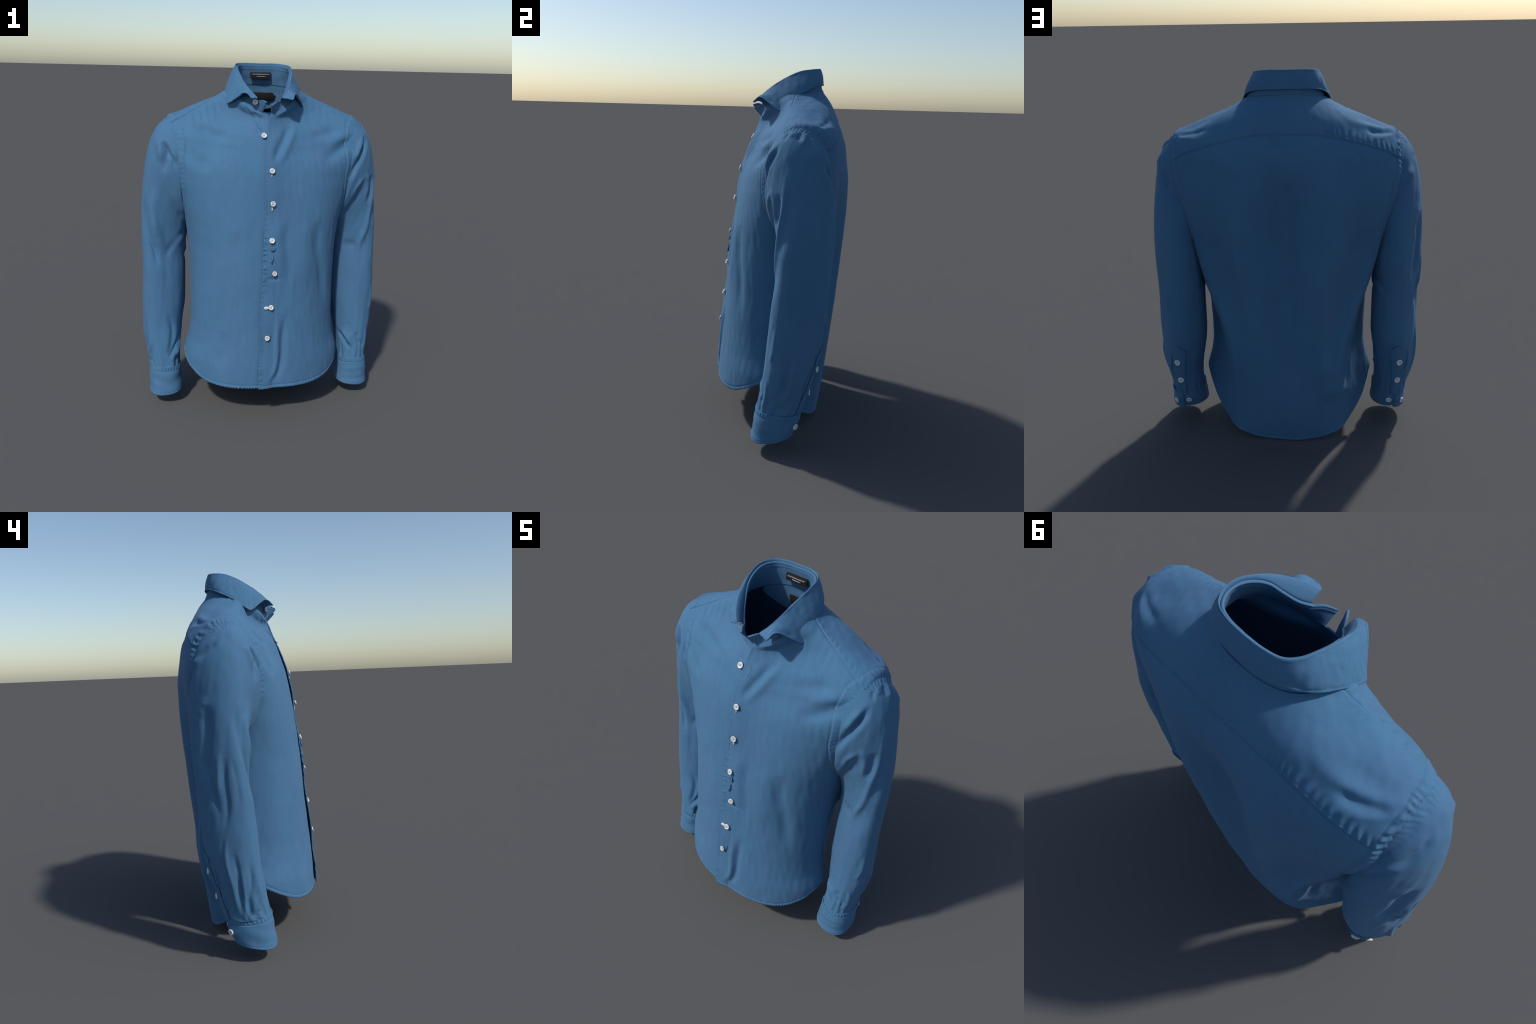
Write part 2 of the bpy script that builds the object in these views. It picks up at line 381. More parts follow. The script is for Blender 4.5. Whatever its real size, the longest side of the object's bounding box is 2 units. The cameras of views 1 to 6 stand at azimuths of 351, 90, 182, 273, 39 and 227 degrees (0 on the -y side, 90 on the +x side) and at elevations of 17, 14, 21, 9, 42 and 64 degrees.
# Folds and creases of the cloth: which part (b body, + left sleeve, - right sleeve), half width, height (minus = valley), and the run of the fold.
FOLDS = (
    ("+", 0.032, 0.0100, ((0.590, 0.195, 1.605), (0.636, 0.150, 1.580), (0.660, 0.105, 1.555))),
    ("b", 0.060, 0.0160, ((-0.250, 0.280, 0.250), (-0.225, 0.300, 0.400), (-0.215, 0.320, 0.600))),
    ("b", 0.030, -0.0110, ((-0.418, -0.057, 1.667), (-0.346, -0.08, 1.648), (-0.278, -0.107, 1.626), (-0.202, -0.128, 1.616))),
    ("b", 0.040, -0.0120, ((-0.463, -0.059, 1.561), (-0.411, -0.094, 1.502), (-0.36, -0.128, 1.474), (-0.306, -0.152, 1.454))),
    ("b", 0.014, -0.0090, ((-0.134, -0.077, 1.788), (-0.115, -0.098, 1.751), (-0.086, -0.123, 1.695), (-0.063, -0.144, 1.655), (-0.035, -0.15, 1.634))),
    ("b", 0.013, 0.0080, ((-0.114, -0.085, 1.772), (-0.092, -0.109, 1.734), (-0.063, -0.122, 1.693), (-0.037, -0.145, 1.646))),
    ("b", 0.009, -0.0060, ((-0.096, -0.094, 1.761), (-0.073, -0.109, 1.731), (-0.056, -0.128, 1.698), (-0.039, -0.143, 1.666))),
    ("b", 0.015, 0.0070, ((-0.156, -0.061, 1.786), (-0.129, -0.09, 1.738), (-0.094, -0.13, 1.673), (-0.07, -0.155, 1.626))),
    ("b", 0.014, -0.0060, ((-0.207, -0.053, 1.772), (-0.189, -0.069, 1.741), (-0.172, -0.096, 1.706))),
    ("b", 0.015, -0.0060, ((-0.179, -0.055, 1.777), (-0.159, -0.082, 1.733), (-0.137, -0.116, 1.683), (-0.101, -0.147, 1.619))),
    ("b", 0.022, -0.0100, ((0.135, -0.109, 1.699), (0.09, -0.147, 1.622), (0.043, -0.186, 1.543), (0.002, -0.204, 1.471))),
    ("b", 0.022, 0.0070, ((0.189, -0.072, 1.733), (0.13, -0.135, 1.631), (0.08, -0.18, 1.537), (0.039, -0.215, 1.475))),
    ("b", 0.012, -0.0060, ((0.196, -0.062, 1.764), (0.22, -0.074, 1.711), (0.232, -0.104, 1.664))),
    ("b", 0.030, -0.0090, ((0.23, -0.12, 1.621), (0.299, -0.106, 1.633), (0.356, -0.08, 1.645), (0.413, -0.058, 1.657))),
    ("b", 0.032, -0.0140, ((0.296, -0.146, 1.493), (0.372, -0.108, 1.517), (0.434, -0.082, 1.558), (0.502, -0.025, 1.612))),
    ("b", 0.030, 0.0060, ((0.317, -0.115, 1.569), (0.395, -0.091, 1.595), (0.485, -0.041, 1.636))),
    ("b", 0.030, -0.0060, ((0.093, -0.261, 1.174), (0.096, -0.276, 1.035), (0.1, -0.288, 0.897), (0.089, -0.299, 0.754))),
    ("b", 0.030, 0.0040, ((0.036, -0.265, 1.2), (0.047, -0.281, 1.041), (0.059, -0.29, 0.847))),
    ("b", 0.035, -0.0120, ((0.267, -0.215, 1.17), (0.276, -0.223, 1.018), (0.307, -0.215, 0.863), (0.327, -0.217, 0.661))),
    ("b", 0.040, 0.0060, ((0.185, -0.244, 1.168), (0.197, -0.253, 0.98), (0.204, -0.271, 0.788))),
    ("b", 0.020, -0.0120, ((0.094, -0.301, 0.659), (0.078, -0.322, 0.531), (0.072, -0.335, 0.408), (0.054, -0.337, 0.305), (0.01, -0.355, 0.234))),
    ("b", 0.018, 0.0100, ((0.05, -0.306, 0.655), (0.043, -0.323, 0.507), (0.047, -0.339, 0.384), (0.028, -0.349, 0.296), (-0.011, -0.366, 0.238))),
    ("b", 0.040, -0.0050, ((-0.2, -0.244, 1.128), (-0.181, -0.257, 0.989), (-0.178, -0.272, 0.802))),
    ("b", 0.050, -0.0040, ((-0.341, -0.169, 1.087), (-0.33, -0.194, 0.925), (-0.335, -0.203, 0.731))),
    ("b", 0.050, -0.0060, ((-0.25, -0.275, 0.553), (-0.261, -0.288, 0.405), (-0.317, -0.262, 0.34))),
    ("b", 0.014, 0.0100, ((-0.365, 0.188, 0.776), (-0.336, 0.213, 0.672), (-0.317, 0.217, 0.602), (-0.309, 0.229, 0.476), (-0.296, 0.244, 0.351))),
    ("b", 0.030, -0.0160, ((-0.394, 0.133, 0.694), (-0.365, 0.17, 0.592), (-0.348, 0.194, 0.455), (-0.323, 0.223, 0.303))),
    ("b", 0.014, 0.0080, ((0.42, 0.087, 0.864), (0.386, 0.162, 0.826), (0.352, 0.199, 0.731))),
    ("b", 0.014, 0.0080, ((0.365, 0.188, 0.78), (0.317, 0.226, 0.613), (0.304, 0.226, 0.553), (0.288, 0.238, 0.427))),
    ("b", 0.030, -0.0140, ((0.398, 0.127, 0.718), (0.362, 0.174, 0.583), (0.352, 0.182, 0.448))),
    ("b", 0.030, -0.0060, ((0.115, 0.313, 1.703), (0.071, 0.322, 1.681), (0.036, 0.334, 1.639))),
    ("b", 0.012, 0.0060, ((-0.259, 0.307, 1.693), (-0.292, 0.313, 1.671), (-0.326, 0.315, 1.644))),
    ("b", 0.014, -0.0050, ((-0.282, 0.306, 1.689), (-0.313, 0.314, 1.657), (-0.363, 0.314, 1.588))),
    ("b", 0.018, -0.0120, ((-0.375, 0.238, 1.728), (-0.442, 0.216, 1.718), (-0.519, 0.162, 1.713))),
    ("b", 0.022, 0.0060, ((-0.287, 0.227, 1.769), (-0.376, 0.212, 1.744), (-0.474, 0.169, 1.729), (-0.531, 0.11, 1.712))),
    ("b", 0.018, -0.0080, ((0.532, 0.164, 1.702), (0.457, 0.207, 1.716), (0.369, 0.233, 1.734))),
    ("-", 0.014, -0.0120, ((-0.585, -0.04, 1.584), (-0.553, -0.065, 1.538), (-0.52, -0.086, 1.486), (-0.499, -0.085, 1.423))),
    ("-", 0.016, 0.0080, ((-0.556, -0.044, 1.59), (-0.524, -0.07, 1.534), (-0.493, -0.089, 1.471))),
    ("-", 0.016, -0.0180, ((-0.646, -0.016, 1.335), (-0.662, 0.003, 1.218), (-0.666, 0.006, 1.121), (-0.656, -0.002, 1.033), (-0.631, -0.02, 0.947), (-0.611, -0.031, 0.857))),
    ("-", 0.030, 0.0070, ((-0.621, -0.037, 1.33), (-0.629, -0.018, 1.173), (-0.62, -0.015, 1.025))),
    ("-", 0.022, -0.0100, ((-0.442, 0.042, 1.064), (-0.488, -0.009, 1.011), (-0.535, -0.021, 0.962), (-0.571, -0.026, 0.904))),
    ("-", 0.022, 0.0100, ((-0.445, 0.05, 1.017), (-0.488, -0.005, 0.977), (-0.538, -0.022, 0.901))),
    ("-", 0.018, -0.0090, ((-0.564, -0.05, 0.573), (-0.537, -0.056, 0.468), (-0.55, -0.075, 0.368), (-0.58, -0.088, 0.294))),
    ("-", 0.012, -0.0120, ((-0.497, -0.017, 0.425), (-0.528, -0.056, 0.358), (-0.566, -0.092, 0.29))),
    ("-", 0.012, 0.0080, ((-0.494, -0.003, 0.378), (-0.503, -0.03, 0.344), (-0.54, -0.075, 0.29))),
    ("-", 0.009, -0.0090, ((-0.498, -0.01, 0.306), (-0.51, -0.048, 0.286), (-0.526, -0.073, 0.277))),
    ("-", 0.030, -0.0190, ((-0.661, 0.162, 1.321), (-0.675, 0.173, 1.193), (-0.664, 0.188, 1.043), (-0.662, 0.199, 0.933))),
    ("-", 0.020, 0.0055, ((-0.638, 0.213, 1.256), (-0.654, 0.195, 1.299), (-0.664, 0.16, 1.357))),
    ("-", 0.018, -0.0090, ((-0.675, 0.034, 1.315), (-0.681, 0.029, 1.209), (-0.675, 0.005, 1.079), (-0.632, -0.012, 0.986))),
    ("-", 0.022, 0.0070, ((-0.668, 0.005, 1.335), (-0.652, -0.006, 1.208), (-0.615, -0.024, 1.072), (-0.58, -0.024, 0.956))),
    ("-", 0.016, -0.0100, ((-0.698, 0.087, 1.067), (-0.705, 0.095, 0.959), (-0.707, 0.086, 0.829), (-0.702, 0.102, 0.71))),
    ("-", 0.016, 0.0080, ((-0.693, 0.115, 1.085), (-0.694, 0.121, 0.958), (-0.688, 0.139, 0.867))),
    ("-", 0.018, -0.0080, ((-0.681, 0.155, 0.978), (-0.682, 0.152, 0.889), (-0.698, 0.132, 0.76))),
    ("-", 0.012, -0.0060, ((-0.701, 0.051, 1.064), (-0.692, 0.033, 0.93), (-0.691, 0.02, 0.82))),
    ("-", 0.014, 0.0100, ((-0.708, 0.102, 0.689), (-0.699, 0.101, 0.549), (-0.697, 0.071, 0.411), (-0.674, 0.057, 0.258))),
    ("-", 0.014, -0.0100, ((-0.707, 0.063, 0.596), (-0.704, 0.047, 0.492), (-0.698, 0.039, 0.387), (-0.678, 0.037, 0.258))),
    ("-", 0.011, 0.0060, ((-0.709, 0.03, 0.52), (-0.701, 0.023, 0.411), (-0.68, 0.017, 0.312), (-0.679, 0.019, 0.258))),
    ("-", 0.014, -0.0110, ((-0.691, -0.005, 0.544), (-0.692, -0.019, 0.449), (-0.684, -0.0, 0.345), (-0.679, 0.002, 0.259))),
    ("-", 0.014, 0.0090, ((-0.666, -0.043, 0.439), (-0.664, -0.049, 0.373), (-0.68, -0.023, 0.306), (-0.671, -0.014, 0.255))),
    ("-", 0.010, -0.0060, ((-0.668, -0.05, 0.291), (-0.673, -0.036, 0.268), (-0.668, -0.031, 0.251))),
    ("-", 0.020, -0.0080, ((-0.613, 0.137, 1.61), (-0.625, 0.133, 1.588), (-0.613, 0.174, 1.552), (-0.589, 0.222, 1.528))),
    ("-", 0.020, -0.0160, ((-0.571, -0.042, 1.581), (-0.554, -0.07, 1.54), (-0.562, -0.078, 1.484), (-0.568, -0.072, 1.406))),
    ("-", 0.020, 0.0070, ((-0.599, -0.024, 1.59), (-0.586, -0.047, 1.544), (-0.594, -0.057, 1.464))),
    ("-", 0.018, -0.0110, ((-0.61, 0.208, 1.511), (-0.575, 0.242, 1.466), (-0.539, 0.265, 1.41), (-0.5, 0.253, 1.361))),
    ("-", 0.018, 0.0065, ((-0.612, 0.183, 1.538), (-0.56, 0.241, 1.493), (-0.538, 0.252, 1.457))),
    ("-", 0.010, 0.0050, ((-0.549, 0.24, 1.527), (-0.565, 0.247, 1.488), (-0.58, 0.241, 1.486))),
    ("-", 0.022, -0.0140, ((-0.45, 0.113, 0.977), (-0.48, 0.181, 0.947), (-0.529, 0.227, 0.884))),
    ("-", 0.022, -0.0090, ((-0.454, 0.07, 0.908), (-0.481, 0.154, 0.865), (-0.53, 0.214, 0.812))),
    ("-", 0.018, 0.0070, ((-0.45, 0.079, 0.938), (-0.484, 0.168, 0.904), (-0.531, 0.218, 0.848))),
    ("-", 0.014, 0.0100, ((-0.669, 0.189, 0.918), (-0.666, 0.191, 0.822), (-0.645, 0.212, 0.738))),
    ("+", 0.016, -0.0160, ((0.578, -0.037, 1.599), (0.565, -0.067, 1.538), (0.517, -0.089, 1.447), (0.478, -0.088, 1.364))),
    ("+", 0.016, 0.0100, ((0.56, -0.042, 1.603), (0.535, -0.074, 1.54), (0.502, -0.083, 1.476))),
    ("+", 0.018, -0.0100, ((0.593, -0.063, 1.356), (0.565, -0.06, 1.266), (0.521, -0.052, 1.201), (0.512, -0.036, 1.11))),
    ("+", 0.014, 0.0080, ((0.585, -0.063, 1.385), (0.536, -0.074, 1.32), (0.513, -0.07, 1.244))),
    ("+", 0.025, -0.0090, ((0.5, -0.013, 0.992), (0.529, -0.013, 0.955), (0.567, -0.024, 0.984))),
    ("+", 0.015, 0.0050, ((0.643, -0.023, 0.87), (0.666, -0.017, 0.734), (0.695, -0.009, 0.563))),
    ("+", 0.012, -0.0140, ((0.493, -0.005, 0.401), (0.518, -0.043, 0.368), (0.539, -0.075, 0.334), (0.566, -0.092, 0.295))),
    ("+", 0.014, 0.0090, ((0.507, -0.035, 0.42), (0.539, -0.069, 0.373), (0.57, -0.083, 0.313))),
    ("+", 0.014, -0.0060, ((0.542, -0.05, 0.482), (0.556, -0.062, 0.429), (0.563, -0.072, 0.377))),
    ("+", 0.016, -0.0070, ((0.603, -0.076, 0.411), (0.605, -0.084, 0.359), (0.638, -0.073, 0.324))),
    ("+", 0.016, 0.0100, ((0.656, 0.009, 1.455), (0.66, 0.004, 1.339), (0.642, -0.011, 1.173), (0.627, -0.021, 1.062), (0.591, -0.024, 0.956), (0.591, -0.036, 0.812))),
    ("+", 0.035, -0.0100, ((0.671, 0.04, 1.418), (0.676, 0.032, 1.3), (0.673, 0.013, 1.18), (0.663, 0.003, 1.074))),
    ("+", 0.018, -0.0100, ((0.637, -0.023, 1.393), (0.642, -0.019, 1.315), (0.621, -0.025, 1.21))),
    ("+", 0.014, 0.0080, ((0.588, -0.062, 1.407), (0.611, -0.044, 1.346), (0.607, -0.04, 1.223))),
    ("+", 0.012, 0.0060, ((0.683, -0.001, 0.741), (0.684, -0.021, 0.597), (0.664, -0.036, 0.525))),
    ("+", 0.012, -0.0050, ((0.675, -0.017, 0.74), (0.665, -0.036, 0.602))),
    ("+", 0.016, -0.0090, ((0.706, 0.062, 0.577), (0.705, 0.042, 0.439), (0.691, 0.031, 0.34))),
    ("+", 0.014, 0.0070, ((0.701, 0.094, 0.554), (0.695, 0.071, 0.435), (0.677, 0.055, 0.313))),
    ("+", 0.010, 0.0060, ((0.656, -0.05, 0.439), (0.665, -0.057, 0.349), (0.652, -0.063, 0.268))),
    ("+", 0.008, -0.0060, ((0.638, -0.071, 0.344), (0.638, -0.075, 0.29))),
    ("+", 0.010, -0.0080, ((0.562, 0.019, 1.672), (0.579, -0.002, 1.633))),
    ("+", 0.010, 0.0060, ((0.562, 0.041, 1.676), (0.587, 0.033, 1.65))),
    ("+", 0.012, -0.0070, ((0.577, 0.073, 1.679), (0.611, 0.068, 1.637))),
    ("+", 0.010, 0.0070, ((0.566, 0.101, 1.674), (0.618, 0.094, 1.621))),
    ("+", 0.016, -0.0090, ((0.58, -0.018, 1.614), (0.571, -0.059, 1.557), (0.544, -0.08, 1.506))),
    ("+", 0.020, -0.0095, ((0.6, 0.199, 1.536), (0.579, 0.236, 1.478), (0.574, 0.255, 1.435))),
    ("+", 0.020, -0.0095, ((0.609, 0.192, 1.529), (0.584, 0.238, 1.485), (0.558, 0.256, 1.455))),
    ("+", 0.020, -0.0105, ((0.58, 0.242, 1.446), (0.541, 0.259, 1.404), (0.495, 0.252, 1.356))),
    ("+", 0.022, -0.0090, ((0.447, 0.098, 0.976), (0.479, 0.161, 0.919), (0.529, 0.227, 0.879))),
    ("+", 0.022, -0.0090, ((0.456, 0.086, 0.877), (0.483, 0.167, 0.843), (0.515, 0.207, 0.801))),
    ("+", 0.018, 0.0070, ((0.452, 0.092, 0.923), (0.482, 0.159, 0.88), (0.516, 0.212, 0.844))),
    ("+", 0.020, 0.0080, ((0.649, 0.214, 0.911), (0.65, 0.209, 0.765))),
    ("+", 0.007, -0.0120, ((0.652, 0.188, 0.539), (0.642, 0.173, 0.469), (0.654, 0.147, 0.397), (0.639, 0.129, 0.323), (0.648, 0.104, 0.274))),
    ("-", 0.007, -0.0120, ((-0.635, 0.193, 0.536), (-0.657, 0.17, 0.477), (-0.639, 0.147, 0.359), (-0.633, 0.123, 0.29), (-0.652, 0.105, 0.263))),
)


def add_folds(D, P, part, gain=1.0):
    ok = np.ones(P.shape[:2], bool)
    for which, width, height, pts in FOLDS:
        if which == part:
            fold(D, P, ok, [0, 1, 2], pts, width, height * gain)


ROWS, COLS = 470, 720
row = np.linspace(0, 1, ROWS) ** 1.0
u = np.linspace(0, 1, COLS)
S_TOP = 1.84
# the sheet starts under the button placket, runs round the wearer's right, the back, the left, and ends at the placket's edge
s0 = np.full((ROWS, COLS), 1.0)
phi = np.zeros((ROWS, COLS))
for _ in range(2):
    zfront = ring(1, s0)
    a = ring(6, s0)
    xe = pchip([e[0] for e in EDGE], [e[1] for e in EDGE], zfront)
    start = np.arcsin(np.clip((xe + 0.05 * smooth(1.74, 1.61, zfront)) / a, -1, 1))
    end = np.arcsin(xe / a)
    uu = u[None, :]
    phi = start + uu * (-TAU + end - start)
    h = hem_level(phi)
    s0 = h + (S_TOP - h) * row[:, None]
S = s0
P = body(phi, S)
wphi = (phi + math.pi) % TAU - math.pi
for _ in range(10):
    P[:, 1:-1] = 0.5 * P[:, 1:-1] + 0.25 * (P[:, 2:] + P[:, :-2])
N = grid_normals(P, False)
if (N[100, COLS // 2] @ np.array([0, 1, 0])) < 0:
    N = -N
X, Y, Z = P[..., 0], P[..., 1], P[..., 2]
D = np.zeros((ROWS, COLS))
# button placket: the left front laps over the right and stands proud of it
from_edge = np.where((uu > 0.5) & (np.cos(phi) > 0), X - xe, 9.0)
lift = pchip([0.2, 0.4, 0.9, 1.3, 1.6, 1.75], [0.017, 0.015, 0.010, 0.007, 0.006, 0.008], Z) * (1 + 0.45 * waves(np.stack([0 * Z, 0 * Z, Z], -1), (0, 0, 3.5), seed=2))
D += lift * smooth(0.12, 0.0, from_edge)
under = np.where((uu < 0.5) & (np.cos(phi) > 0), smooth(-0.03, 0.03, X - xe), 0)
D -= 0.006 * under
D += 0.0032 * np.exp(-(from_edge / 0.0075) ** 2)  # bead modelled along the edge to bring out its pale line of sunlight
# the placket's edge is stitched and puckers along its middle and at the foot
zone = np.exp(-((Z - 0.95) / 0.16) ** 2) + 0.6 * np.exp(-((Z - 0.28) / 0.08) ** 2) + 0.25
wob = waves(P, (6, 2, 26), seed=3)
D += zone * 0.0025 * np.sin(Z * TAU / 0.034 + 2 * wob) * np.exp(-(from_edge / 0.018) ** 2)
D -= 0.0022 * np.exp(-((from_edge - 0.026) / 0.004) ** 2) * np.clip(zone - 0.3, 0, 1)
D -= 0.0016 * np.exp(-((from_edge - 0.080) / 0.004) ** 2) * smooth(0.9, 0.6, Z)
D -= 0.005 * np.exp(-(((X - 0.02) / 0.035) ** 2 + ((Z - 0.855) / 0.012) ** 2)) * (from_edge < 1)
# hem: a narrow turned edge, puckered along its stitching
hd = S - h
arc = np.cumsum(np.linalg.norm(np.diff(P[0], axis=0, prepend=P[0][:1]), axis=1))
teeth = (np.sin(arc * TAU / 0.0165 + 2.2 * np.sin(arc * 23) + 1.5 * np.sin(arc * 61)) * (0.65 + 0.35 * np.sin(arc * 11)))[None, :]
D += 0.0012 * smooth(0.018, 0.013, hd) - 0.0022 * np.exp(-((hd - 0.0175) / 0.004) ** 2)
D += 0.0013 * teeth * np.exp(-((hd - 0.012) / 0.010) ** 2)

# yoke: its lower seam across the back, and the shoulder seams in front
YOKE = ((0.0, 1.724), (0.117, 1.721), (0.28, 1.693), (0.395, 1.661), (0.484, 1.628), (0.53, 1.598), (0.56, 1.585))
yoke_z = pchip([k[0] for k in YOKE], [k[1] for k in YOKE], np.abs(X))
behind = np.abs(wphi) > math.pi / 2
dz = np.where(behind, Z - yoke_z, 9.0)
D += 0.003 * smooth(-0.003, 0.003, dz) * np.exp(-np.clip(dz, 0, 9) / 0.03)
D -= 0.0050 * np.exp(-((dz + 0.004) / 0.0045) ** 2) + 0.0012 * np.exp(-((dz - 0.010) / 0.003) ** 2)
ruched = 0.12 + 0.95 * smooth(-0.10, -0.24, X) + 0.15 * smooth(0.1, 0.3, X)
D += ruched * 0.0036 * np.sin(X * TAU / 0.027 + 3.0 * waves(P, (8, 3, 6), seed=5)) * np.exp(-((dz - 0.017) / 0.017) ** 2)
SHOULDER = ((0.545, -0.008), (0.476, 0.004), (0.43, 0.014), (0.361, 0.029), (0.291, 0.044), (0.234, 0.058), (0.20, 0.066))
sx = np.array(SHOULDER)[::-1]
seam_y = np.interp(np.abs(X), sx[:, 0], sx[:, 1])
dy = np.where((Z > 1.64) & (np.abs(X) > 0.2), Y - seam_y, 9.0)
D += 0.003 * smooth(-0.002, 0.003, dy) * np.exp(-np.clip(dy, 0, 9) / 0.02) - 0.003 * np.exp(-((dy + 0.003) / 0.004) ** 2)
D += 0.0018 * np.sin(np.abs(X) * TAU / 0.03 + 2 * waves(P, (8, 3, 3), seed=6)) * np.exp(-((dy - 0.012) / 0.012) ** 2)
D += 0.0035 * np.sin(np.abs(X) * TAU / 0.042 + 2 * waves(P, (5, 3, 3), seed=16)) * np.exp(-((dy + 0.03) / 0.03) ** 2) * smooth(0.50, 0.40, np.abs(X)) * np.where(X < 0, 1.0, 0.3)

# armhole bands: a raised, puckered strip of cloth round the sleeve seam
ARMHOLE = ((0.085, 1.708), (0.020, 1.698), (-0.040, 1.645), (-0.080, 1.550), (-0.092, 1.450), (-0.078, 1.330), (-0.020, 1.210), (0.090, 1.150),
           (0.190, 1.200), (0.243, 1.330), (0.250, 1.470), (0.214, 1.595), (0.155, 1.675))


def on_body(yz, right):
    """The points of the body's flank seen at (y, z) from the side."""
    pts = P.reshape(-1, 3)
    flank = pts[(pts[:, 0] > 0.3) if right else (pts[:, 0] < -0.3)]
    out = []
    for y, z in yz:
        d = (flank[:, 1] - y) ** 2 + (flank[:, 2] - z) ** 2
        i = np.argpartition(d, 12)[:12]
        w = 1 / (d[i] + 2e-5)
        out.append((np.sum(w * flank[i, 0]) / w.sum(), y, z))
    out = np.array(out)
    for _ in range(6):
        out[:, 0] = 0.5 * out[:, 0] + 0.25 * (np.roll(out[:, 0], 1) + np.roll(out[:, 0], -1))
    return out


loop_yz = even(catmull(list(ARMHOLE) + [ARMHOLE[0]], 400), 221)[:-1]
for right in (True, False):
    lp = on_body(loop_yz, right)[::4]
    lp = np.vstack([lp, lp[:1]])
    near = ((X > 0.38) if right else (X < -0.38)) & (Z > 1.05)
    d, at, _ = seg_dist(P[near], lp)
    L = np.linalg.norm(np.diff(lp, axis=0), axis=1).sum()
    rear_top = np.exp(-(((at - 0.9) % 1.0 - 0.0) / 0.10) ** 2) + np.exp(-((1 - (at - 0.9) % 1.0) / 0.06) ** 2)
    strong = np.clip(0.28 + 1.0 * rear_top, 0, 1.25) * (1.0 if right is False else 0.45)
    e = 0.0028 * smooth(0.030, 0.024, d) - 0.0022 * np.exp(-((d - 0.032) / 0.004) ** 2)
    e += strong * 0.0030 * np.sin(at * L * TAU / 0.030 + 3 * waves(P[near], (6, 6, 6), seed=8)) * np.exp(-((d - 0.014) / 0.012) ** 2)
    D[near] += e

add_folds(D, P, "b", 1.15)
for k in (1, -1):
    fold(D, P, np.ones(P.shape[:2], bool), [0, 1, 2], ((k * .32, .165, 1.765), (k * .42, .155, 1.73), (k * .52, .145, 1.695)), 0.040, -0.010)
D += 0.0016 * waves(P, (5, 5, 1.6), seed=11) + 0.0007 * waves(P, (22, 22, 7), 30, seed=12)
neck_fade = smooth(1.84, 1.80, S)
D *= neck_fade
P = P + N * D[..., None]
P[..., 2] += np.where(hd < 0.03, 0.0034 * teeth * smooth(0.02, 0, hd) * np.where(np.abs(wphi) > 2.6, 0.3, 1.0), 0)
N = grid_normals(P, False)
if (N[100, COLS // 2] @ np.array([0, 1, 0])) < 0:
    N = -N
V, F, cells = shell(P, N, 0.006, False)

cx, cy, cz = (0.25 * (A[:-1, :-1] + A[1:, :-1] + A[:-1, 1:] + A[1:, 1:]) for A in (X, Y, Z))
cu = 0.5 * (u[:-1] + u[1:])[None, :] * np.ones((ROWS - 1, 1))
cedge = from_edge[:-1, :-1]
chd = hd[:-1, :-1]
yk = pchip([k[0] for k in YOKE], [k[1] for k in YOKE], np.abs(cx))
lab = np.where(np.abs(wphi[:-1, :-1]) > math.pi / 2, 2, np.where(cu < 0.5, 0, 1))
is_yoke = (cz > yk) & (cy > -0.005 + (0.538 - np.abs(cx)) * 0.2)
lab = np.where(is_yoke, 3, lab)
lab = np.where((lab == 1) & (cedge < 0.078), 4, lab)
lab = np.where(chd < 0.024, 5, lab)

shirt = bpy.data.objects.new("dress_shirt", None)
bpy.context.scene.collection.objects.link(shirt)
shirt["label"] = "blue chambray long-sleeved button-up shirt with white buttons"
shirt["category"] = "shirt"
face_lab = lab[cells[:, 0], cells[:, 1]]
split_parts(V, F, face_lab, ["front_panel", "front_panel", "back_panel", "yoke", "button_placket", "hem"], CLOTH, shirt)

# ------------------------------------------------------------------ sleeves
# Sleeve rings: zo, zi heights at the outer and inner side; xo, xi; yf, yb; yw where it is widest (share of the depth);
# squareness front and rear; how much higher the rear sits than the front
SLEEVE = np.array([
    [1.668, 1.140, 0.588, 0.440, -0.090, 0.250, 0.46, 2.2, 2.0, 0.0],
    [1.575, 1.115, 0.640, 0.440, -0.072, 0.260, 0.44, 2.25, 2.0, 0.0],
    [1.400, 1.060, 0.680, 0.440, -0.034, 0.272, 0.40, 2.25, 1.75, 0.0],
    [1.200, 0.980, 0.700, 0.446, -0.016, 0.265, 0.38, 2.25, 1.75, 0.0],
    [1.020, 0.900, 0.705, 0.452, -0.014, 0.254, 0.38, 2.25, 1.75, 0.0],
    [0.840, 0.790, 0.704, 0.456, -0.032, 0.245, 0.40, 2.25, 1.75, 0.0],
    [0.640, 0.640, 0.710, 0.459, -0.050, 0.230, 0.42, 2.25, 1.75, 0.0],
    [0.500, 0.500, 0.710, 0.478, -0.064, 0.206, 0.44, 2.25, 1.75, 0.0],
    [0.360, 0.360, 0.694, 0.492, -0.084, 0.165, 0.46, 2.25, 2.0, 0.0],
    [0.270, 0.270, 0.680, 0.497, -0.098, 0.142, 0.48, 2.3, 2.0, 0.0],
    [0.225, 0.225, 0.677, 0.495, -0.104, 0.127, 0.48, 2.4, 2.0, -0.01],
])
CUFF = np.array([
    [0.234, 0.234, 0.679, 0.493, -0.106, 0.126, 0.48, 2.4, 2.1, -0.012],
    [0.152, 0.160, 0.686, 0.488, -0.118, 0.108, 0.48, 2.4, 2.1, 0.0],
    [0.080, 0.094, 0.689, 0.486, -0.130, 0.080, 0.48, 2.4, 2.1, 0.016],
])
SC = 220


